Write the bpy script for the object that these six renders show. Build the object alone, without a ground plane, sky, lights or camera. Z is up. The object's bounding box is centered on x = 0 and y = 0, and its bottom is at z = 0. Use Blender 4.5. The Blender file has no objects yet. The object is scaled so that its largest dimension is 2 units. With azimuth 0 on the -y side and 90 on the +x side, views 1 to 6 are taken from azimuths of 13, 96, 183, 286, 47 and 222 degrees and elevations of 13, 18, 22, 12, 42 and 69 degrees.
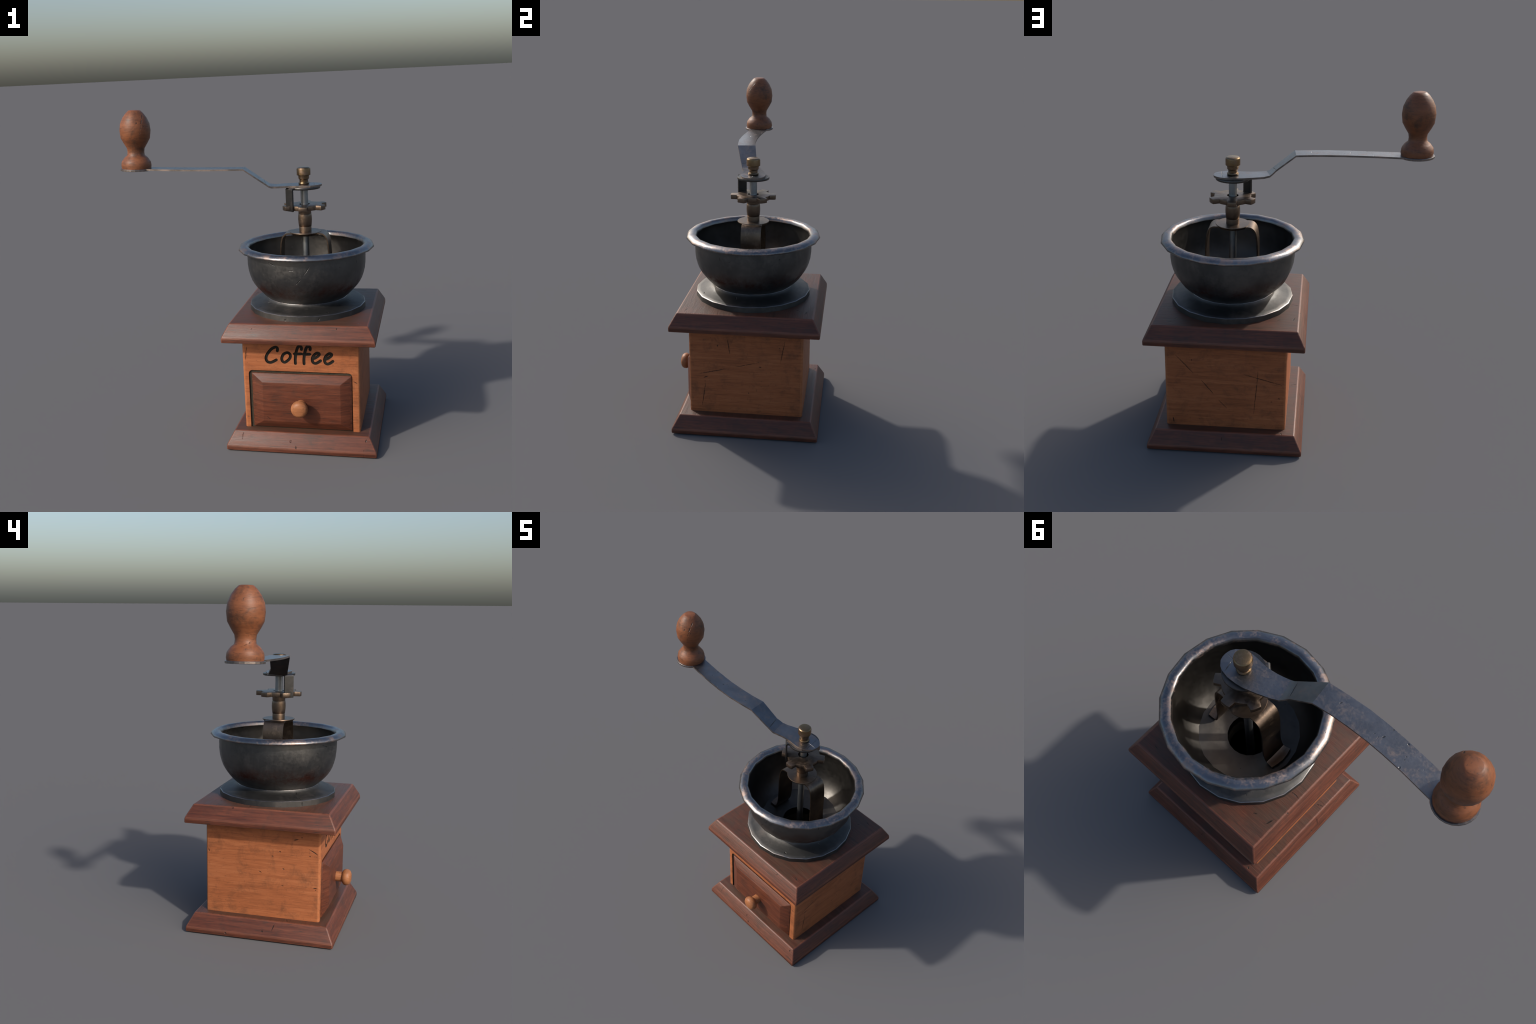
"""Vintage hand-cranked coffee grinder: wooden box with drawer, iron hopper bowl,
brass/steel adjusting mechanism and a cranked arm with a turned wooden grip."""
import bpy, bmesh, math
from mathutils import Vector, Matrix

AX, AY = 0.3308, 0.0127          # vertical axis of box, bowl and spindle
HX, HY = -0.6785, -0.0797        # foot of the turned grip, which leans a little inward
TILT = math.radians(2.2)

# ------------------------------------------------------------------ materials
def new_mat(name):
    m = bpy.data.materials.new(name)
    m.use_nodes = True
    nt = m.node_tree
    for n in list(nt.nodes):
        nt.nodes.remove(n)
    return m, nt

class NT:
    """small helper to write node trees tersely"""
    def __init__(self, nt):
        self.nt = nt
    def node(self, kind, **props):
        n = self.nt.nodes.new(kind)
        for k, v in props.items():
            setattr(n, k, v)
        return n
    def put(self, sock, val):
        if hasattr(val, "is_output"):
            self.nt.links.new(val, sock)
        else:
            sock.default_value = val
    def math(self, op, a, b=0.0, c=0.0, clamp=False):
        n = self.node("ShaderNodeMath", operation=op, use_clamp=clamp)
        self.put(n.inputs[0], a); self.put(n.inputs[1], b); self.put(n.inputs[2], c)
        return n.outputs[0]
    def vmath(self, op, a, b=(0, 0, 0), out=0):
        n = self.node("ShaderNodeVectorMath", operation=op)
        self.put(n.inputs[0], a); self.put(n.inputs[1], b)
        return n.outputs[out]
    def noise(self, vec, scale, detail=4.0, rough=0.55, dist=0.0, col=False):
        n = self.node("ShaderNodeTexNoise")
        self.put(n.inputs["Vector"], vec)
        n.inputs["Scale"].default_value = scale
        n.inputs["Detail"].default_value = detail
        n.inputs["Roughness"].default_value = rough
        n.inputs["Distortion"].default_value = dist
        return n.outputs["Color" if col else "Fac"]
    def ramp(self, fac, stops, interp="LINEAR"):
        n = self.node("ShaderNodeValToRGB")
        n.color_ramp.interpolation = interp
        el = n.color_ramp.elements
        while len(el) < len(stops):
            el.new(0.5)
        for e, (p, c) in zip(el, stops):
            e.position = p
            e.color = (c, c, c, 1) if isinstance(c, (int, float)) else (*c, 1)
        self.put(n.inputs[0], fac)
        return n.outputs[0]
    def mix(self, fac, a, b, blend="MIX"):
        n = self.node("ShaderNodeMix", data_type="RGBA", blend_type=blend)
        self.put(n.inputs[0], fac)
        self.put(n.inputs[6], a if hasattr(a, "is_output") else (*a, 1))
        self.put(n.inputs[7], b if hasattr(b, "is_output") else (*b, 1))
        return n.outputs[2]

def scratch_group():
    """mask of one tapered scratch from A to B, Width wide at its middle"""
    g = bpy.data.node_groups.new("scratch_mask", "ShaderNodeTree")
    for nm, ty in (("P", "NodeSocketVector"), ("A", "NodeSocketVector"),
                   ("B", "NodeSocketVector"), ("Width", "NodeSocketFloat")):
        g.interface.new_socket(nm, in_out="INPUT", socket_type=ty)
    g.interface.new_socket("Mask", in_out="OUTPUT", socket_type="NodeSocketFloat")
    t = NT(g)
    gi = t.node("NodeGroupInput"); go = t.node("NodeGroupOutput")
    P, A, B, W = gi.outputs[:4]
    ab = t.vmath("SUBTRACT", B, A)
    ap = t.vmath("SUBTRACT", P, A)
    h = t.math("DIVIDE", t.vmath("DOT_PRODUCT", ap, ab, out=1),
               t.vmath("DOT_PRODUCT", ab, ab, out=1), clamp=True)
    sc = t.node("ShaderNodeVectorMath", operation="SCALE")
    g.links.new(ab, sc.inputs[0]); g.links.new(h, sc.inputs["Scale"])
    d = t.vmath("LENGTH", t.vmath("SUBTRACT", ap, sc.outputs[0]), out=1)
    c = t.math("SUBTRACT", t.math("MULTIPLY", h, 2.0), 1.0)
    taper = t.math("SUBTRACT", 1.05, t.math("MULTIPLY", c, c))
    w = t.math("MULTIPLY", t.math("MULTIPLY", W, .82), taper)
    m = t.math("SUBTRACT", 1.0, t.math("DIVIDE", d, w), clamp=True)
    m = t.math("MULTIPLY", m, 1.8, clamp=True)
    g.links.new(m, go.inputs[0])
    return g

SCRATCH = scratch_group()

def scratches(t, pos, segs):
    """largest of the masks of a list of (A, B, width)"""
    wob = t.node("ShaderNodeVectorMath", operation="MULTIPLY_ADD")
    nz = t.noise(pos, 60, 2, col=True)
    t.put(wob.inputs[0], nz); wob.inputs[1].default_value = (.005, .005, .005)
    t.put(wob.inputs[2], t.vmath("SUBTRACT", pos, (.0025, .0025, .0025)))
    p = wob.outputs[0]
    brk = t.ramp(t.noise(pos, 45, 2), [(.34, .25), (.5, 1)])
    out = None
    for a, b, w in segs:
        n = t.node("ShaderNodeGroup"); n.node_tree = SCRATCH
        t.put(n.inputs[0], p)
        n.inputs[1].default_value = a; n.inputs[2].default_value = b
        n.inputs[3].default_value = w
        out = n.outputs[0] if out is None else t.math("MAXIMUM", out, n.outputs[0])
    return t.math("MULTIPLY", out, brk)

def finish(t, color, rough, metallic=0.0, bump=None, bump_d=0.001, spec=0.5, normal_strength=1.0):
    b = t.node("ShaderNodeBsdfPrincipled")
    t.put(b.inputs["Base Color"], color if hasattr(color, "is_output") else (*color, 1))
    t.put(b.inputs["Roughness"], rough)
    t.put(b.inputs["Metallic"], metallic)
    t.put(b.inputs["Specular IOR Level"], spec)
    if bump is not None:
        n = t.node("ShaderNodeBump")
        n.inputs["Strength"].default_value = normal_strength
        n.inputs["Distance"].default_value = bump_d
        t.put(n.inputs["Height"], bump)
        t.nt.links.new(n.outputs[0], b.inputs["Normal"])
    o = t.node("ShaderNodeOutputMaterial")
    t.nt.links.new(b.outputs[0], o.inputs[0])

def wood(name, dark, mid, light, stain, stain_amt=0.5, segs=None, turned=False,
         rough=0.5, spec=0.4, grain=1.0, pore=0.5, depth=46, dust=None):
    """grain runs along x, or along y on faces looking to +-x; round the axis when turned"""
    m, nt = new_mat(name)
    t = NT(nt)
    tc = t.node("ShaderNodeTexCoord")
    pos = tc.outputs["Object"]
    s = t.node("ShaderNodeSeparateXYZ"); t.put(s.inputs[0], pos)
    if turned:
        # rings: coordinates stretched in the horizontal plane
        mp = t.node("ShaderNodeMapping")
        mp.inputs["Scale"].default_value = (7 * grain, 7 * grain, 30 * grain)
        t.put(mp.inputs[0], pos)
        gv = mp.outputs[0]
    else:
        nn = t.node("ShaderNodeSeparateXYZ"); t.put(nn.inputs[0], tc.outputs["Normal"])
        side = t.math("GREATER_THAN", t.math("ABSOLUTE", nn.outputs[0]), 0.5)
        cx = t.node("ShaderNodeCombineXYZ"); cy = t.node("ShaderNodeCombineXYZ")
        for c, (a, b) in ((cx, (0, 1)), (cy, (1, 0))):
            t.put(c.inputs[0], t.math("MULTIPLY", s.outputs[a], 3.2 * grain))
            t.put(c.inputs[1], t.math("MULTIPLY", s.outputs[b], depth * grain))
            t.put(c.inputs[2], t.math("MULTIPLY", s.outputs[2], 46 * grain))
        mv = t.node("ShaderNodeMix", data_type="VECTOR")
        t.put(mv.inputs[0], side); t.put(mv.inputs[4], cx.outputs[0]); t.put(mv.inputs[5], cy.outputs[0])
        gv = mv.outputs[1]
    g1 = t.noise(gv, 1.0, 5, .6, .6)
    g2 = t.noise(gv, 4.5, 3, .6, .3)
    broad = t.noise(pos, 5.0, 4, .6)
    f = t.math("ADD", t.math("MULTIPLY", g1, .62),
               t.math("ADD", t.math("MULTIPLY", g2, .25), t.math("MULTIPLY", broad, .22)))
    col = t.ramp(f, [(.36, dark), (.53, mid), (.70, light)])
    pores = t.ramp(g2, [(.30, 1.0), (.45, 0.0)])
    col = t.mix(t.math("MULTIPLY", pores, pore), col, stain)
    blot = t.ramp(t.noise(pos, 11, 6, .72, .4), [(.50, 0.0), (.72, 1.0)])
    col = t.mix(t.math("MULTIPLY", blot, stain_amt), col, stain)
    specks = t.ramp(t.noise(pos, 70, 3, .65), [(.62, 0.0), (.74, 1.0)])
    col = t.mix(t.math("MULTIPLY", specks, stain_amt * .9), col, stain)
    h = t.math("ADD", t.math("MULTIPLY", g2, .5), t.math("MULTIPLY", g1, .6))
    if dust:                              # coffee dust and grime lying in patches on level faces
        nz = t.node("ShaderNodeSeparateXYZ"); t.put(nz.inputs[0], tc.outputs["Normal"])
        lvl = t.ramp(nz.outputs[2], [(.93, 0.0), (.985, 1.0)])
        patch = t.ramp(t.math("ADD", t.math("MULTIPLY", t.noise(pos, 7, 5, .7), .7), t.math("MULTIPLY", g1, .3)),
                       [(.36, .15), (.58, 1.0)])
        col = t.mix(t.math("MULTIPLY", t.math("MULTIPLY", lvl, patch), .62), col, dust)
    if segs:
        sm = scratches(t, pos, segs)
        col = t.mix(t.math("MULTIPLY", sm, .85), col, tuple(c * .32 for c in stain))
        h = t.math("SUBTRACT", h, t.math("MULTIPLY", sm, 1.6))
    r = t.math("ADD", rough - .1, t.math("MULTIPLY", g1, .25))
    finish(t, col, r, 0.0, h, .0016, spec)
    return m

def metal(name, base, worn, worn_range=(.52, .66), rough=.36, rough_w=.5, nscale=9.0,
          segs=None, rust=None, rust_z=None, bump=.35, metallic=1.0):
    m, nt = new_mat(name)
    t = NT(nt)
    pos = t.node("ShaderNodeTexCoord").outputs["Object"]
    n1 = t.noise(pos, nscale, 6, .68, .3)
    n2 = t.noise(pos, nscale * 7, 4, .6)
    w = t.ramp(t.math("ADD", t.math("MULTIPLY", n1, .72), t.math("MULTIPLY", n2, .28)),
               [(worn_range[0], 0.0), (worn_range[1], 1.0)])
    tone = t.ramp(t.noise(pos, 4.0, 5, .65), [(.3, tuple(c * .72 for c in base)),
                                              (.7, tuple(c * 1.25 for c in base))])
    col = t.mix(w, tone, worn)
    r = t.math("ADD", rough, t.math("MULTIPLY", w, rough_w - rough))
    r = t.math("ADD", r, t.math("MULTIPLY", t.math("SUBTRACT", n2, .5), .18))
    pits = t.ramp(t.noise(pos, 75, 2, .6), [(.70, 0.0), (.77, 1.0)])
    col = t.mix(t.math("MULTIPLY", pits, .6), col, tuple(c * .3 for c in base))
    h = t.math("SUBTRACT", t.math("MULTIPLY", n2, .5), t.math("MULTIPLY", pits, .35))
    if rust:
        z = t.node("ShaderNodeSeparateXYZ"); t.put(z.inputs[0], pos)
        lo, hi = rust_z
        band = t.math("SUBTRACT", 1.0, t.math("DIVIDE", t.math("ABSOLUTE",
               t.math("SUBTRACT", z.outputs[2], (lo + hi) / 2)), (hi - lo) / 2), clamp=True)
        rm = t.math("MULTIPLY", band, t.ramp(t.noise(pos, 6, 6, .75), [(.43, 0.0), (.60, 1.0)]))
        col = t.mix(t.math("MULTIPLY", rm, .9), col, rust)
        r = t.math("ADD", r, t.math("MULTIPLY", rm, .2))
    if segs:
        sm = scratches(t, pos, segs)
        col = t.mix(t.math("MULTIPLY", sm, .8), col, tuple(c * .35 for c in base))
        h = t.math("SUBTRACT", h, t.math("MULTIPLY", sm, 2.2))
    finish(t, col, r, metallic, h, .0012, .5, bump + .3)
    return m

FY = AY - .3438                   # front face of the box
BY = AY + .3438                   # back face
RX = AX + .3438                   # right face
LX = AX - .3438                   # left face

def on(axis, value, marks):
    """marks (a, b, c, d, width) lying on the face axis = value"""
    out = []
    for a, b, c, d, w in marks:
        A = {"x": (value, a, b), "y": (a, value, b)}[axis]
        B = {"x": (value, c, d), "y": (c, value, d)}[axis]
        out.append((A, B, w))
    return out

RIGHT_MARKS = on("x", RX, [
    (-.273, .366, -.094, .411, .0034), (-.057, .421, .073, .455, .0030), (-.097, .606, -.082, .503, .0042),
    (.249, .617, .220, .456, .0036), (-.250, .340, -.216, .353, .0046), (-.231, .316, -.256, .148, .0036),
    (.093, .433, .108, .427, .0055), (.084, .463, .091, .458, .0045), (.026, .256, .034, .253, .0045),
    (.214, .565, .218, .558, .0050), (-.157, .563, -.156, .551, .0055)])
BACK_MARKS = on("y", BY, [
    (.616, .575, .511, .457, .0036), (.473, .422, .394, .323, .0034), (.375, .297, .318, .234, .0026),
    (.239, .470, -.001, .406, .0038), (.146, .510, .170, .199, .0030), (.636, .164, .630, .125, .0055),
    (.523, .547, .521, .538, .0050), (.030, .324, .023, .316, .0050), (.072, .299, .068, .294, .0045)])
LEFT_MARKS = on("x", LX, [
    (-.261, .550, -.319, .517, .0050), (-.172, .594, -.204, .603, .0045), (-.088, .522, -.100, .516, .0055),
    (-.044, .491, -.054, .486, .0055), (-.109, .420, -.121, .412, .0050), (.035, .391, .015, .381, .0040),
    (.345, .507, .336, .482, .0060), (-.105, .318, -.117, .312, .0050), (-.289, .318, -.323, .319, .0045),
    (-.305, .308, -.311, .308, .0050), (-.221, .617, -.222, .610, .0050), (-.267, .510, -.271, .503, .0050)])
FRONT_MARKS = on("y", FY, [
    (.016, .624, .004, .534, .0042), (.637, .429, .661, .415, .0040), (-.010, .179, .018, .178, .0035)])
DARKRED_MARKS = [
    ((.700, -.421, .051), (.698, -.431, .011), .0036), ((-.024, -.140, .1145), (-.060, -.152, .114), .0050),
    ((.013, .389, .115), (.005, .409, .112), .0050), ((.343, .422, .093), (.347, .435, .069), .0034),
    ((-.070, -.086, .109), (-.098, -.066, .059), .0042), ((-.098, -.007, .058), (-.101, -.019, .054), .0065),
    ((-.112, .213, .028), (-.112, .198, .020), .0055), ((.274, -.406, .077), (.271, -.414, .063), .0085),
    ((.303, -.422, .049), (.308, -.430, .031), .0065), ((-.014, -.391, .106), (-.020, -.413, .065), .0040),
    ((.713, -.394, .100), (.712, -.404, .083), .0060),
    ((-.013, .080, .780), (-.070, .079, .775), .0050), ((-.033, .284, .7795), (-.045, .242, .7795), .0050),
    ((-.070, .176, .776), (-.075, .168, .770), .0060), ((.556, -.394, .769), (.557, -.399, .760), .0050),
    ((.067, -.402, .755), (.069, -.403, .752), .0060), ((.052, .286, .7795), (.031, .276, .7795), .0045),
    ((.62, .37, .7795), (.66, .36, .7795), .0035), ((.74, .10, .745), (.752, .12, .728), .0045),
    ((.60, .30, .7795), (.62, .33, .7795), .0030), ((.66, -.33, .7795), (.69, -.345, .7795), .0032)]
DRAWER_MARKS = [((.096, -.357, .231), (.122, -.361, .205), .0042), ((.122, -.361, .205), (.148, -.363, .183), .0042)]
GRIP_MARKS = [((-.611, -.099, 1.972), (-.606, -.123, 1.945), .0045), ((-.606, -.123, 1.945), (-.606, -.140, 1.916), .0055),
              ((-.606, -.140, 1.916), (-.615, -.150, 1.855), .0036), ((-.632, -.155, 1.926), (-.626, -.152, 1.926), .0060),
              ((-.597, -.133, 1.907), (-.594, -.128, 1.905), .0055), ((-.736, -.092, 1.727), (-.722, -.108, 1.735), .0032),
              ((-.722, -.108, 1.735), (-.708, -.119, 1.743), .0034)]

def box_wood(marks):
    return wood("honey_wood", (.210, .064, .023), (.312, .098, .035), (.380, .130, .050), (.070, .033, .017),
                .55, marks, rough=.54, spec=.32, pore=.20)
M_BOX = [box_wood(mk) for mk in (FRONT_MARKS, RIGHT_MARKS, BACK_MARKS, LEFT_MARKS)]
M_BOX_EDGE = wood("worn_honey_edge", (.25, .080, .029), (.345, .115, .042), (.41, .148, .058), (.12, .055, .025),
                  .40, None, rough=.52, spec=.32, pore=.12)
M_RED = wood("mahogany_wood", (.050, .0145, .0080), (.088, .0245, .0125), (.132, .039, .020), (.034, .021, .015),
             .50, DARKRED_MARKS, rough=.46, spec=.40, pore=.70, dust=(.050, .035, .024))
M_RED_EDGE = wood("worn_mahogany_edge", (.085, .027, .015), (.130, .041, .022), (.18, .062, .035), (.05, .029, .019),
                  .45, DARKRED_MARKS, rough=.44, spec=.42, pore=.45)
M_DRAWER = wood("mahogany_drawer_wood", (.052, .0140, .0070), (.097, .0258, .0115), (.142, .040, .018), (.034, .019, .013),
                .42, DRAWER_MARKS, rough=.46, spec=.38, pore=.70, depth=3)
M_GRIP = wood("turned_grip_wood", (.140, .046, .017), (.185, .061, .022), (.225, .078, .030), (.034, .020, .013),
              .85, GRIP_MARKS, turned=True, rough=.48, spec=.42, pore=.35)
M_KNOB = wood("drawer_knob_wood", (.22, .080, .031), (.31, .118, .046), (.38, .155, .066), (.10, .05, .026),
              .45, rough=.46, spec=.35, pore=.35)

IRON_MARKS = [((.147, -.290, 1.124), (.204, -.320, 1.105), .0042), ((.275, -.338, 1.084), (.318, -.345, 1.082), .0040),
              ((.408, -.334, 1.110), (.361, -.341, 1.042), .0042), ((.361, -.341, 1.042), (.311, -.333, .986), .0030),
              ((.311, -.333, .986), (.258, -.300, .930), .0030), ((.481, -.298, .988), (.498, -.292, 1.00), .0050),
              ((.259, -.306, .940), (.279, -.318, .957), .0055), ((.333, -.323, .952), (.330, -.299, .912), .0050),
              ((.648, -.142, 1.112), (.652, -.139, 1.064), .0045), ((.643, -.152, 1.034), (.650, -.131, 1.009), .0048),
              ((.207, -.259, .901), (.218, -.267, .904), .0055), ((.654, -.131, 1.030), (.649, -.132, 1.008), .0055),
              ((.648, .170, 1.075), (.652, .162, 1.062), .0050), ((.629, .206, 1.103), (.629, .206, 1.093), .0045),
              ((.344, .362, 1.001), (.335, .359, .986), .0055), ((-.020, .160, 1.13), (-.018, .163, 1.10), .0040)]
M_IRON = metal("dark_cast_iron", (.100, .100, .100), (.160, .152, .144), (.47, .76), .44, .54, 9.0,
               IRON_MARKS, rust=(.07, .020, .012), rust_z=(.86, 1.01))
M_INNER = metal("worn_inner_iron", (.108, .100, .091), (.128, .118, .106), (.48, .74), .44, .47, 6.0,
                [((.252, .348, 1.110), (.184, .314, 1.023), .0036), ((.505, .312, 1.145), (.542, .290, 1.139), .0055),
                 ((.344, .360, 1.142), (.360, .358, 1.141), .0045), ((.370, .356, 1.139), (.394, .352, 1.134), .0050)], bump=-.12)
M_FLOOR = metal("shaded_floor_iron", (.078, .071, .064), (.105, .095, .084), (.48, .72), .46, .52, 8.0, bump=-.12)  # darker lining iron: shade painted into the bowl floor and hole wall
M_RIM = metal("polished_rim_iron", (.185, .187, .197), (.330, .248, .215), (.48, .60), .33, .50, 13.0)
M_FLANGE = metal("flange_iron", (.090, .088, .085), (.150, .132, .120), (.50, .72), .54, .60, 8.0,
                 [((.139, -.151, .845), (.104, -.151, .825), .0035), ((.104, -.151, .825), (.055, -.200, .814), .0036),
                  ((.055, -.204, .810), (.054, -.203, .782), .0036), ((.478, -.261, .818), (.500, -.268, .816), .0075),
                  ((.453, -.316, .807), (.444, -.321, .786), .0060), ((.244, -.327, .787), (.261, -.329, .786), .0070),
                  ((.456, -.277, .817), (.437, -.238, .827), .0028), ((.575, -.059, .843), (.617, -.054, .820), .0032)])
M_LIP = metal("worn_edge_lip_glint", (.185, .182, .182), (.30, .245, .22), (.46, .64), .36, .48, 18.0)  # worn flange edge, plus a highlight painted along the neck lip
M_CRANK = metal("blued_steel", (.175, .178, .188), (.255, .198, .175), (.50, .72), .36, .52, 13.0,
                [((.0935, -.002, 1.5585), (.119, -.089, 1.5465), .0045), ((-.094, -.090, 1.642), (-.100, -.103, 1.642), .0040),
                 ((-.311, -.090, 1.645), (-.319, -.106, 1.646), .0050), ((-.400, -.140, 1.647), (-.412, -.135, 1.647), .0065),
                 ((-.321, -.146, 1.645), (-.328, -.147, 1.646), .0050), ((-.428, -.091, 1.648), (-.434, -.093, 1.648), .0050),
                 ((-.432, -.078, 1.648), (-.436, -.079, 1.648), .0045), ((-.440, -.035, 1.648), (-.440, -.046, 1.648), .0055),
                 ((-.277, -.085, 1.645), (-.282, -.085, 1.645), .0050), ((.381, .077, 1.5265), (.393, .015, 1.5265), .0034),
                 ((.393, .015, 1.5265), (.400, -.050, 1.5265), .0034), ((.365, .012, 1.5265), (.434, .008, 1.5265), .0026)])
M_CRANK_EDGE = metal("rubbed_steel_edge", (.200, .175, .160), (.300, .235, .205), (.45, .62), .42, .54, 16.0)
M_BRONZE = metal("aged_bronze", (.150, .110, .082), (.225, .160, .115), (.50, .68), .38, .50, 12.0)
M_DISC = metal("browned_steel", (.085, .081, .078), (.165, .132, .116), (.54, .74), .36, .50, 12.0)
M_BRASS = metal("old_brass", (.205, .138, .074), (.225, .155, .112), (.48, .62), .32, .46, 26.0)
M_ROD = metal("zinc_rod", (.265, .278, .287), (.30, .30, .30), (.5, .7), .46, .52, 20.0)

def plain(name, col, rough=.8, spec=.2):
    m, nt = new_mat(name)
    t = NT(nt)
    pos = t.node("ShaderNodeTexCoord").outputs["Object"]
    n = t.noise(pos, 40, 4)
    c = t.ramp(n, [(.3, tuple(x * .75 for x in col)), (.7, tuple(x * 1.25 for x in col))])
    finish(t, c, rough, 0, n, .001, spec)
    return m
M_INK = plain("burnt_lettering", (.016, .0135, .011), .85, .12)
M_GROOVE = plain("dark_groove_wood", (.046, .036, .025), .85, .15)  # dark tone for the drawer gap, lid hole and chute walls

# ------------------------------------------------------------------ geometry helpers
ROOT = bpy.data.objects.new("coffee_grinder", None)
bpy.context.scene.collection.objects.link(ROOT)
ROOT["label"] = "vintage hand-cranked coffee grinder, wooden drawer box, iron bowl"
ROOT["category"] = "coffee grinder"

def sharpen(bm, angle):
    for f in bm.faces:
        f.smooth = True
    lim = math.radians(angle)
    for e in bm.edges:
        if len(e.link_faces) == 2 and e.calc_face_angle(0) > lim:
            e.smooth = False

def add(name, bm, mats, parent=None, angle=35):
    bmesh.ops.recalc_face_normals(bm, faces=bm.faces)
    sharpen(bm, angle)
    me = bpy.data.meshes.new(name)
    bm.to_mesh(me); bm.free()
    ob = bpy.data.objects.new(name, me)
    for m in (mats if isinstance(mats, (list, tuple)) else [mats]):
        me.materials.append(m)
    bpy.context.scene.collection.objects.link(ob)
    ob.parent = parent or ROOT
    return ob

def lathe(bm, prof, cx=AX, cy=AY, n=20, a0=0.0, closed=False, bands=()):
    """revolve (radius, height) points; r = 0 ends become poles"""
    rings = []
    for r, z in prof:
        if r < 1e-6:
            rings.append([bm.verts.new((cx, cy, z))])
        else:
            rings.append([bm.verts.new((cx + r * math.cos(a0 + 2 * math.pi * i / n),
                                        cy + r * math.sin(a0 + 2 * math.pi * i / n), z)) for i in range(n)])
    pairs = list(zip(rings, rings[1:] + ([rings[0]] if closed else [])))
    if not closed:
        pairs = pairs[:len(rings) - 1]
    for k, (p, q) in enumerate(pairs):
        for i in range(n):
            j = (i + 1) % n
            if len(p) == 1:
                f = bm.faces.new((p[0], q[i], q[j]))
            elif len(q) == 1:
                f = bm.faces.new((p[i], p[j], q[0]))
            else:
                f = bm.faces.new((p[i], p[j], q[j], q[i]))
            f.material_index = 1 if k in bands else 0
    return rings

def loft(bm, loops):
    """closed loops of equal length joined, both ends capped"""
    vs = [[bm.verts.new(p) for p in lp] for lp in loops]
    n = len(vs[0])
    for a, b in zip(vs, vs[1:]):
        for i in range(n):
            j = (i + 1) % n
            bm.faces.new((a[i], a[j], b[j], b[i]))
    bm.faces.new(vs[0][::-1]); bm.faces.new(vs[-1])
    return vs

def bevel_all(bm, off, seg=3, min_angle=20, mat=-1):
    bmesh.ops.recalc_face_normals(bm, faces=bm.faces)
    es = [e for e in bm.edges if len(e.link_faces) == 2 and abs(e.calc_face_angle(0)) > math.radians(min_angle)]
    bmesh.ops.bevel(bm, geom=es, offset=off, segments=seg, profile=.5, affect="EDGES", clamp_overlap=True, material=mat)

def square(cx, cy, h, z):
    return [(cx - h, cy - h, z), (cx + h, cy - h, z), (cx + h, cy + h, z), (cx - h, cy + h, z)]

def box_loops(x0, x1, y0, y1, z0, z1):
    return [[(x0, y0, z), (x1, y0, z), (x1, y1, z), (x0, y1, z)] for z in (z0, z1)]

def boolean(ob, cutter_bm, mat, self_x=False):
    bmesh.ops.recalc_face_normals(cutter_bm, faces=cutter_bm.faces)
    me = bpy.data.meshes.new("cutter"); cutter_bm.to_mesh(me); cutter_bm.free()
    me.materials.append(mat)
    c = bpy.data.objects.new("cutter", me)
    bpy.context.scene.collection.objects.link(c)
    mod = ob.modifiers.new("cut", "BOOLEAN")
    mod.operation = "DIFFERENCE"; mod.solver = "EXACT"; mod.object = c
    mod.use_self = self_x
    mod.material_mode = "TRANSFER"
    dg = bpy.context.evaluated_depsgraph_get()
    new = bpy.data.meshes.new_from_object(ob.evaluated_get(dg))
    ob.modifiers.clear()
    ob.data = new
    bpy.data.objects.remove(c)
    bm = bmesh.new(); bm.from_mesh(new)
    sharpen(bm, 35)
    bm.to_mesh(new); bm.free()

# ------------------------------------------------------------------ wooden box
def board(name, z0, z_edge, z1, h0, h1):
    bm = bmesh.new()
    loft(bm, [square(AX, AY, h0, z0), square(AX, AY, h0, z_edge), square(AX, AY, h1, z1)])
    bevel_all(bm, .0075, 3, mat=1)
    return add(name, bm, [M_RED, M_RED_EDGE])

base = board("base_board", .003, .032, .1145, .4435, .3990)
lid = board("lid_board", .671, .702, .7795, .4435, .4005)
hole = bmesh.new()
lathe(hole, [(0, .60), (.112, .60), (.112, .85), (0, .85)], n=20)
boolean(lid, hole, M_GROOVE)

bm = bmesh.new()
loft(bm, [square(AX, AY, .3438, .112), square(AX, AY, .3438, .674)])
bmesh.ops.recalc_face_normals(bm, faces=bm.faces)
up = [e for e in bm.edges if abs(e.verts[0].co.z - e.verts[1].co.z) > .1]
bmesh.ops.bevel(bm, geom=up, offset=.014, segments=4, profile=.5, affect="EDGES", material=4)
bm.normal_update()
for f in bm.faces:                      # one slot for each side, so that its own scratches lie on it
    if f.material_index == 0:
        n = f.normal
        f.material_index = 0 if n.y < -.9 else 1 if n.x > .9 else 2 if n.y > .9 else 3 if n.x < -.9 else 0
box = add("box_body", bm, M_BOX + [M_BOX_EDGE])
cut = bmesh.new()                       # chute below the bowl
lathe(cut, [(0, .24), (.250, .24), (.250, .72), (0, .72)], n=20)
boolean(box, cut, M_GROOVE)

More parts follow.
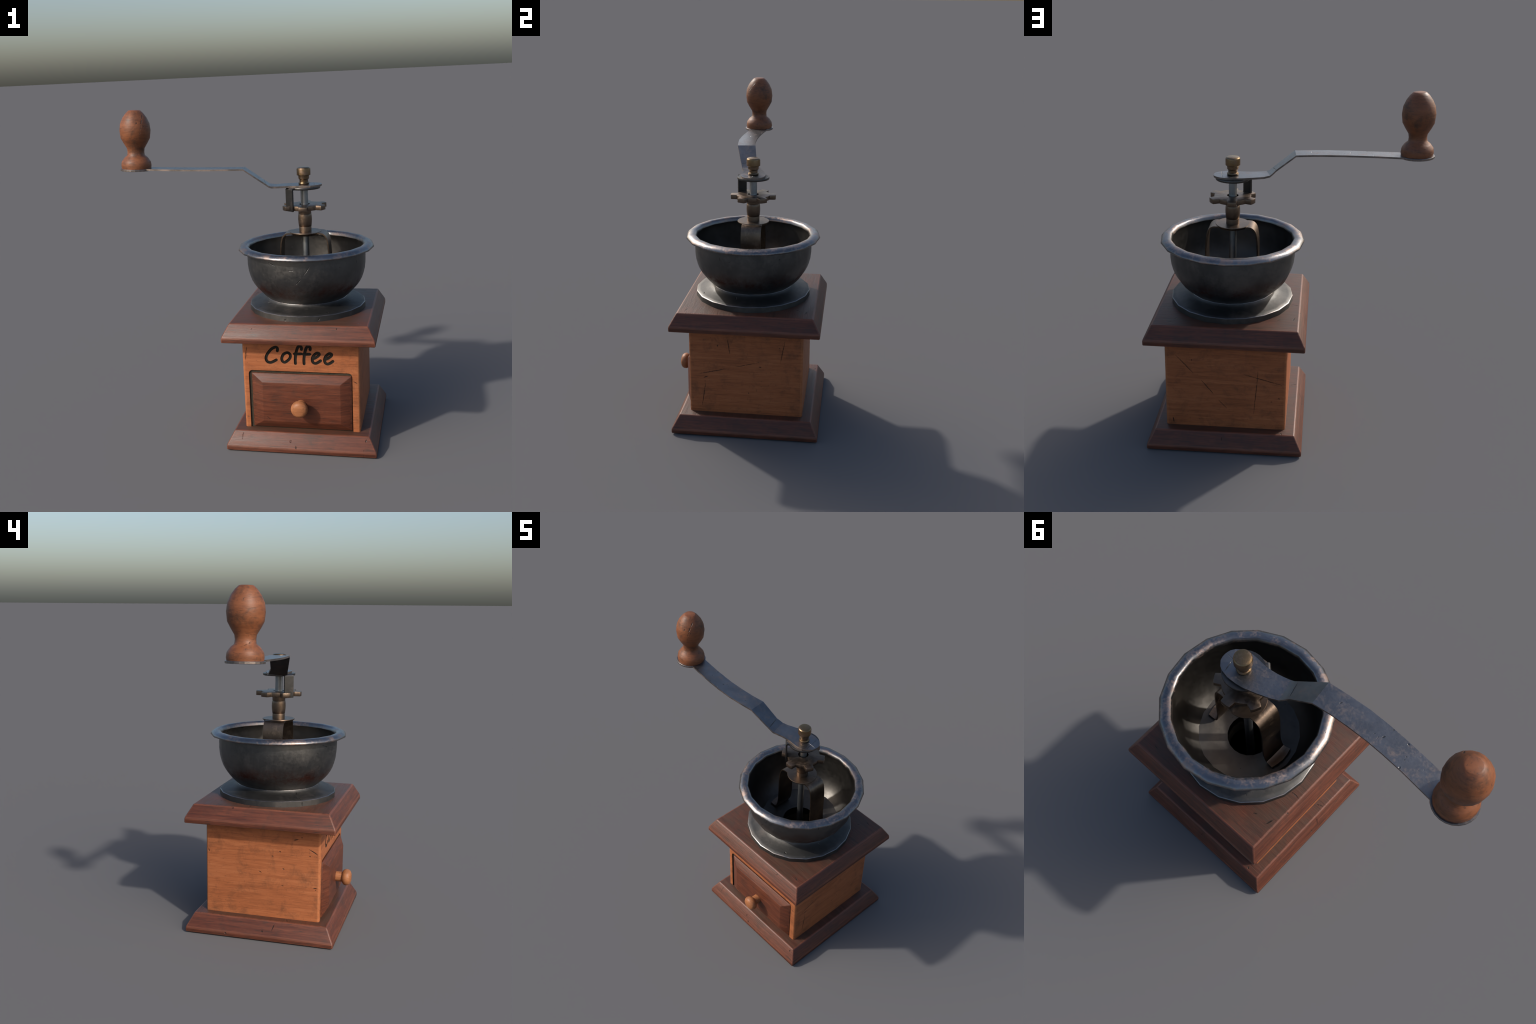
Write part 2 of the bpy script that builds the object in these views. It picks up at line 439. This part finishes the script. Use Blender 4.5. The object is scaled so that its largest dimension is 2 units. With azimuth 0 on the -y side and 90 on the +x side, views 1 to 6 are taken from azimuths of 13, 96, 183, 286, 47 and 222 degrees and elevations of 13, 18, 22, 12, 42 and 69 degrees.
# drawer opening: rounded upper corners, wider gap on the left and at the top
def rounded_slot(x0, x1, z0, z1, r, y):
    pts = [(x0, z0), (x1, z0)]
    for cxx, a in ((x1 - r, 0), (x0 + r, 90)):
        for k in range(6):
            t = math.radians(a + 90 * k / 5)
            pts.append((cxx + r * math.cos(t), z1 - r + r * math.sin(t)))
    return [(x, y, z) for x, z in pts]
cut = bmesh.new()
loft(cut, [rounded_slot(.0205, .6325, .098, .4760, .024, FY - .03),
           rounded_slot(.0205, .6325, .098, .4760, .024, FY + .009)])
boolean(box, cut, M_GROOVE)

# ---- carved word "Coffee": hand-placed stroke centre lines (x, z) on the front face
C_ST = [(.1986, .600), (.2007, .6118), (.1949, .6215), (.1824, .6211), (.1637, .6095), (.1445, .5876),
        (.132, .5647), (.1301, .5456), (.1375, .5316), (.1533, .527), (.1695, .5316), (.1906, .5442)]
O_ST = [(.2515, .590), (.2341, .5788), (.2242, .5584), (.2257, .5395), (.239, .531), (.2564, .5406),
        (.2718, .5577), (.2748, .5766), (.265, .5892)]
F_ST = [(.3413, .6129), (.3417, .6257), (.3318, .6330), (.3204, .626), (.3117, .6014), (.3064, .5777),
        (.3031, .5494), (.3034, .5258)]
F_BAR = [(.2999, .5845), (.3167, .5846), (.3381, .5858)]
E_ST = [(.410, .559), (.4259, .5666), (.4418, .580), (.4443, .5894), (.4356, .5943), (.4221, .5887),
        (.4082, .5718), (.4031, .5529), (.4071, .5366), (.4203, .5301), (.4361, .5365), (.4509, .5476)]
def shift(st, dx, dz):
    return [(x + dx, z + dz) for x, z in st]
LETTERS = [("letter_c", [(C_ST, False)]), ("letter_o", [(O_ST, True)]),
           ("letter_f", [(F_ST, False), (F_BAR, False)]),
           ("letter_f", [(shift(F_ST, .0509, -.0003), False), (shift(F_BAR, .0509, -.0003), False)]),
           ("letter_e", [(E_ST, False)]), ("letter_e", [(shift(E_ST, .0716, -.0010), False)])]

def smooth_path(pts, closed, k=4):
    n = len(pts); out = []
    rng = range(n if closed else n - 1)
    for i in rng:
        if closed:
            p = [pts[(i + j) % n] for j in (-1, 0, 1, 2)]
        else:
            p = [pts[max(0, min(n - 1, i + j))] for j in (-1, 0, 1, 2)]
        for s in range(k):
            t = s / k
            out.append(tuple(.5 * (2 * p[1][d] + (p[2][d] - p[0][d]) * t +
                                   (2 * p[0][d] - 5 * p[1][d] + 4 * p[2][d] - p[3][d]) * t * t +
                                   (3 * p[1][d] - p[0][d] - 3 * p[2][d] + p[3][d]) * t ** 3) for d in (0, 1)))
    if not closed:
        out.append(pts[-1])
    return out

def stroke(bm, pts, closed, r, depth, y):
    """rounded rod following the stroke in the x-z plane, elliptical section depth deep"""
    path = smooth_path(pts, closed)
    if not closed:                        # rounded ends: shrinking extra stations
        def ends(p, q):
            d = Vector((p[0] - q[0], p[1] - q[1])).normalized()
            return [((p[0] + d.x * r * s, p[1] + d.y * r * s), math.sqrt(max(1 - s * s, 0))) for s in (.97, .8, .5)]
        stat = ends(path[0], path[1]) + [(p, 1) for p in path] + ends(path[-1], path[-2])[::-1]
    else:
        stat = [(p, 1) for p in path]
    rings = []; m = len(stat); k = 10
    for i, (p, sc) in enumerate(stat):
        a = stat[(i - 1) % m][0] if closed or i else p
        b = stat[(i + 1) % m][0] if closed or i < m - 1 else p
        d = Vector((b[0] - a[0], b[1] - a[1])).normalized()
        nx, nz = -d.y, d.x
        rings.append([bm.verts.new((p[0] + nx * r * sc * math.cos(w), y + depth * sc * math.sin(w),
                                    p[1] + nz * r * sc * math.cos(w)))
                      for w in [2 * math.pi * j / k for j in range(k)]])
    prs = list(zip(rings, rings[1:])) + ([(rings[-1], rings[0])] if closed else [])
    for p, q in prs:
        for j in range(k):
            bm.faces.new((p[j], p[(j + 1) % k], q[(j + 1) % k], q[j]))
    if not closed:
        bm.faces.new(rings[0]); bm.faces.new(rings[-1])

for nm, sts in LETTERS:
    for pts, closed in sts:
        cut = bmesh.new()
        stroke(cut, pts, closed, .0088, .0075, FY)
        boolean(box, cut, M_INK, self_x=True)
lettering = bpy.data.objects.new("lettering", None)
bpy.context.scene.collection.objects.link(lettering)
lettering.parent = ROOT
for nm, sts in LETTERS:                   # dark paint lying in the carved grooves
    bm = bmesh.new()
    for i, (pts, closed) in enumerate(sts):
        stroke(bm, pts, closed, .0079, .0038, FY + .0080 + .0004 * i)
    add(nm, bm, M_INK, lettering)

# ------------------------------------------------------------------ drawer
def rect(x0, x1, z0, z1, y):
    return [(x0, y, z0), (x1, y, z0), (x1, y, z1), (x0, y, z1)]
bm = bmesh.new()
loft(bm, [rect(.0395, .6290, .1225, .4605, FY + .008), rect(.0395, .6290, .1225, .4605, FY - .0015),
          rect(.1075, .5645, .1720, .4135, FY - .0330)])
bevel_all(bm, .0030, 2)
drawer = add("drawer", bm, M_DRAWER)

# turned knob, revolved about the y direction
KX, KZ = .3340, .2830
bm = bmesh.new()
lathe(bm, [(0, -.020), (.031, -.020), (.031, .030), (.030, .038), (.036, .0395), (.044, .045), (.0495, .055),
           (.0500, .064), (.0475, .076), (.0395, .0855), (.026, .0913), (0, .0918)], 0, 0, 16)
bmesh.ops.transform(bm, matrix=Matrix.Translation((KX, FY - .033, KZ)) @ Matrix.Rotation(math.radians(90), 4, "X"),
                    verts=bm.verts)
add("drawer_knob", bm, M_KNOB, drawer, 40)

# ------------------------------------------------------------------ hopper bowl
N = 20
OUT = [(.3555, 1.139), (.3575, 1.100), (.3568, 1.060), (.3525, 1.022), (.3445, .990), (.3345, .961), (.3215, .936),
       (.3050, .912), (.2880, .893), (.2720, .877), (.2555, .8630), (.2440, .8535)]
INN = [(.110, .829), (.251, .866), (.2800, .892), (.3060, .925), (.3250, .963), (.3380, 1.010), (.3450, 1.060),
       (.3490, 1.110), (.3495, 1.138), (.3465, 1.150)]
bm = bmesh.new()
lathe(bm, OUT, n=N)
bowl = add("hopper_bowl", bm, M_IRON, angle=40)
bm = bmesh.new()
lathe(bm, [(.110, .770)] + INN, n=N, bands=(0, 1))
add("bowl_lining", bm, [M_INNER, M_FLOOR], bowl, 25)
bm = bmesh.new()
lathe(bm, [(.3465, 1.150), (.3485, 1.1630), (.3570, 1.1725), (.3720, 1.1745), (.3860, 1.1725), (.3980, 1.1665),
           (.4050, 1.1590), (.4092, 1.1512), (.4060, 1.1460), (.3880, 1.1420), (.3555, 1.139)], n=N)
add("bowl_rim", bm, M_RIM, bowl, 60)
bm = bmesh.new()
lathe(bm, [(.2440, .8535), (.2465, .8540), (.2485, .8515), (.2520, .8455), (.2610, .8385), (.2770, .8315), (.3000, .8250),
           (.3260, .8185), (.3485, .8140), (.3520, .8105), (.3525, .7760), (.110, .7760)], n=N, bands=(0, 1, 8))
add("bowl_flange", bm, [M_FLANGE, M_LIP], bowl, 40)

# ------------------------------------------------------------------ spindle and adjusting gear
bm = bmesh.new()
lathe(bm, [(0, .25), (.0207, .25), (.0207, 1.245), (0, 1.245)], n=20)
lathe(bm, [(0, 1.37), (.0222, 1.37)] + [p for k in range(12) for p in ((.0226, 1.412 + .0077 * k), (.0219, 1.4158 + .0077 * k))]
      + [(.0222, 1.530), (0, 1.530)], n=20)
add("spindle", bm, M_ROD)

bm = bmesh.new()
lathe(bm, [(0, 1.383), (.0385, 1.383), (.0388, 1.354), (.0382, 1.351), (.0398, 1.348), (.0412, 1.335), (.0420, 1.318),
           (.0412, 1.300), (.0396, 1.285), (.0380, 1.2745), (.0368, 1.2725), (.0374, 1.270), (.0374, 1.240), (0, 1.240)], n=20)
add("sleeve", bm, M_BRONZE, angle=30)

# toothed wheel: six trapezoid teeth
bm = bmesh.new()
RO, RI, TH = .1355, .1030, math.radians(34)
outline = []
for k in range(6):
    c = TH + k * math.pi / 3
    for da, r in ((-15.5, RI), (-10.3, RO), (-4, RO * 1.004), (4, RO * 1.004), (10.3, RO), (15.5, RI), (22.7, RI), (30, RI), (37.3, RI)):
        a = c + math.radians(da)
        outline.append((AX + r * math.cos(a), AY + r * math.sin(a)))
nO = len(outline)
inner = [(AX + .0325 * math.cos(math.atan2(y - AY, x - AX)), AY + .0325 * math.sin(math.atan2(y - AY, x - AX))) for x, y in outline]
lv = []
for z, o in ((1.3805, outline), (1.4075, outline)):
    lv.append(([bm.verts.new((x, y, z)) for x, y in o], [bm.verts.new((x, y, z)) for x, y in inner]))
for i in range(nO):
    j = (i + 1) % nO
    (o0, i0), (o1, i1) = lv
    bm.faces.new((o0[i], o0[j], o1[j], o1[i]))
    bm.faces.new((i0[i], i0[j], i1[j], i1[i]))
    bm.faces.new((o1[i], o1[j], i1[j], i1[i]))
    bm.faces.new((o0[i], o0[j], i0[j], i0[i]))
bmesh.ops.recalc_face_normals(bm, faces=bm.faces)
es = [e for e in bm.edges if len(e.link_faces) == 2 and e.calc_face_angle(0) > math.radians(60)
      and (e.verts[0].co.xy - Vector((AX, AY))).length > .06]
bmesh.ops.bevel(bm, geom=es, offset=.0018, segments=2, profile=.5, affect="EDGES")
add("toothed_wheel", bm, M_BRONZE, angle=28)

# locking disc with a bent-down leg that catches the teeth
bm = bmesh.new()
lathe(bm, [(0, 1.5020), (.0950, 1.5020), (.0962, 1.5040), (.0962, 1.5130), (.0950, 1.5150), (0, 1.5150)], n=28)
ang = math.radians(227.5)
rd = Vector((math.cos(ang), math.sin(ang), 0)); td = Vector((-math.sin(ang), math.cos(ang), 0))
prof = [(.060, 1.5142)]     # (radius, height) outline of the leg
for k in range(6):
    a = math.radians(90 - 90 * k / 5)
    prof.append((.101 + .0125 * math.cos(a), 1.5017 + .0125 * math.sin(a)))
prof += [(.1135, 1.376), (.1030, 1.376), (.1030, 1.4995), (.1015, 1.5030), (.060, 1.5030)]
C0 = Vector((AX, AY, 0))
loft(bm, [[tuple(C0 + rd * r + td * w + Vector((0, 0, z))) for r, z in prof] for w in (-.0335, .0280)])
add("locking_disc", bm, M_DISC, angle=40)

# yoke: round plate and two bent straps whose feet rest on the bowl floor
bm = bmesh.new()
lathe(bm, [(0, 1.2365), (.0950, 1.2365), (.0960, 1.2385), (.0960, 1.2425), (.0950, 1.2440), (0, 1.2440)], n=32)
lathe(bm, [(0, 1.2265), (.0860, 1.2265), (.0880, 1.2290), (.0880, 1.2320), (.0860, 1.2330), (0, 1.2330)], n=32)
yoke = add("yoke_plate", bm, M_BRONZE, angle=40)
STRAP = [(.050, 1.2412), (.095, 1.2412), (.1065, 1.2395), (.117, 1.2345), (.1265, 1.2265), (.1335, 1.2160), (.1390, 1.2030),
         (.1440, 1.1780), (.1475, 1.1450), (.1497, 1.1000), (.1500, 1.0500), (.1500, 1.0000), (.1510, .9500),
         (.1555, .9100), (.1635, .8800), (.1720, .8650), (.1830, .8630), (.2000, .8670), (.2220, .8725)]
def strap(sign):
    bm = bmesh.new()
    pts = [Vector((r, z)) for r, z in STRAP]
    loops = []
    for i, p in enumerate(pts):
        d = (pts[min(i + 1, len(pts) - 1)] - pts[max(i - 1, 0)]).normalized()
        nrm = Vector((-d.y, d.x))                  # outward side
        q = p - nrm * .0075
        s = max(0.0, (p.x - .165) / .057) if p.y < .9 else 0.0
        hw = .0600 + .0060 * s
        # five points across, so that the foot's outer edge can curve
        row_o = [(p.x - (.012 * s * (v * v)), v * hw, p.y) for v in (-1, -.5, 0, .5, 1)]
        row_i = [(q.x - (.012 * s * (v * v)), v * hw, q.y) for v in (1, .5, 0, -.5, -1)]
        loops.append([(AX + sign * x, AY + y + sign * .003, z) for x, y, z in row_o + row_i])
    loft(bm, loops)
    return add("strap", bm, M_BRONZE, yoke, 40)
strap(1); strap(-1)

# brass cap nut
bm = bmesh.new()
lathe(bm, [(0, 1.6292), (.029, 1.6288), (.0355, 1.6265), (.0396, 1.6215), (.0412, 1.6145), (.0412, 1.5835), (.0395, 1.5810),
           (.0335, 1.5795), (.0328, 1.5770), (.0320, 1.5615), (.0268, 1.5555), (.0258, 1.5480), (.0262, 1.5415), (.0305, 1.5398),
           (.0330, 1.5350), (.0320, 1.5300), (.0285, 1.5262), (.0285, 1.5200), (0, 1.5200)], n=20)
add("cap_nut", bm, M_BRASS, angle=24)

# ------------------------------------------------------------------ crank
# stations: front edge (x, y), back edge (x, y), height of the top face (or front and back heights)
ST = [((-.600, -.130), (-.625, -.022), 1.6515), ((-.565, -.1335), (-.605, -.0190), 1.6510),
      ((-.480, -.1405), (-.455, -.0340), 1.6485), ((-.380, -.1480), (-.360, -.0395), 1.6465),
      ((-.300, -.1515), (-.280, -.0415), 1.6450), ((-.200, -.1515), (-.180, -.0380), 1.6435),
      ((-.100, -.1430), (-.100, -.0320), 1.6420), ((-.003, -.1320), (-.015, -.0200), 1.6400),
      ((.1200, -.0900), (.0915, .0012), (1.5460, 1.5600)), ((.1350, -.0850), (.1063, .0122), (1.5335, 1.5465)),
      ((.1500, -.0815), (.1245, .0225), (1.5278, 1.5320)), ((.1780, -.0730), (.1560, .0360), 1.5265),
      ((.2100, -.0650), (.1900, .0495), 1.5265), ((.2400, -.0605), (.2170, .0600), 1.5265),
      ((.2700, -.0580), (.2710, .0780), 1.5265), ((.3200, -.0615), (.3090, .0845), 1.5265),
      ((.3460, -.0620), (.3530, .0870), 1.5265), ((.3800, -.0550), (.3930, .0790), 1.5265),
      ((.4050, -.0430), (.4130, .0680), 1.5265), ((.4195, -.0310), (.4300, .0480), 1.5265),
      ((.4315, -.0126), (.4355, .0300), 1.5265), ((.4345, .0000), (.4365, .0140), 1.5265)]
bm = bmesh.new()
loops = []
for i, (f, b, z) in enumerate(ST):
    th = .0100 if i < 8 else .0110
    zf, zb = z if isinstance(z, tuple) else (z, z)
    loops.append([(f[0], f[1], zf), (b[0], b[1], zb), (b[0], b[1], zb - th), (f[0], f[1], zf - th)])
loft(bm, loops)
nv = len(bm.verts)
lathe(bm, [(0, 1.6410), (.0955, 1.6410), (.0967, 1.6425), (.0967, 1.6520), (.0955, 1.6535), (0, 1.6535)], HX, HY, 24)
def lean(bm, first=0):
    bm.verts.ensure_lookup_table()
    p = Matrix.Translation((HX, HY, 1.647))
    bmesh.ops.transform(bm, matrix=p @ Matrix.Rotation(TILT, 4, "Y") @ p.inverted(), verts=bm.verts[first:])
lean(bm, nv)
bm.normal_update()
for f in bm.faces:
    if abs(f.normal.z) < .35:
        f.material_index = 1
crank = add("crank_arm", bm, [M_CRANK, M_CRANK_EDGE], angle=14)

bm = bmesh.new()
lathe(bm, [(0, 1.650), (.0890, 1.650), (.0893, 1.659), (.0910, 1.670), (.0885, 1.689), (.0865, 1.6955), (.0705, 1.7180),
           (.0530, 1.7315), (.0500, 1.7525), (.0530, 1.7735), (.0722, 1.8055), (.0875, 1.8345), (.0928, 1.8800),
           (.0875, 1.9215), (.0720, 1.9558), (.0520, 1.9830), (.0365, 1.9975), (.0300, 1.9995), (0, 1.9995)], HX, HY, 20)
lean(bm)
add("grip", bm, M_GRIP, crank, 50)
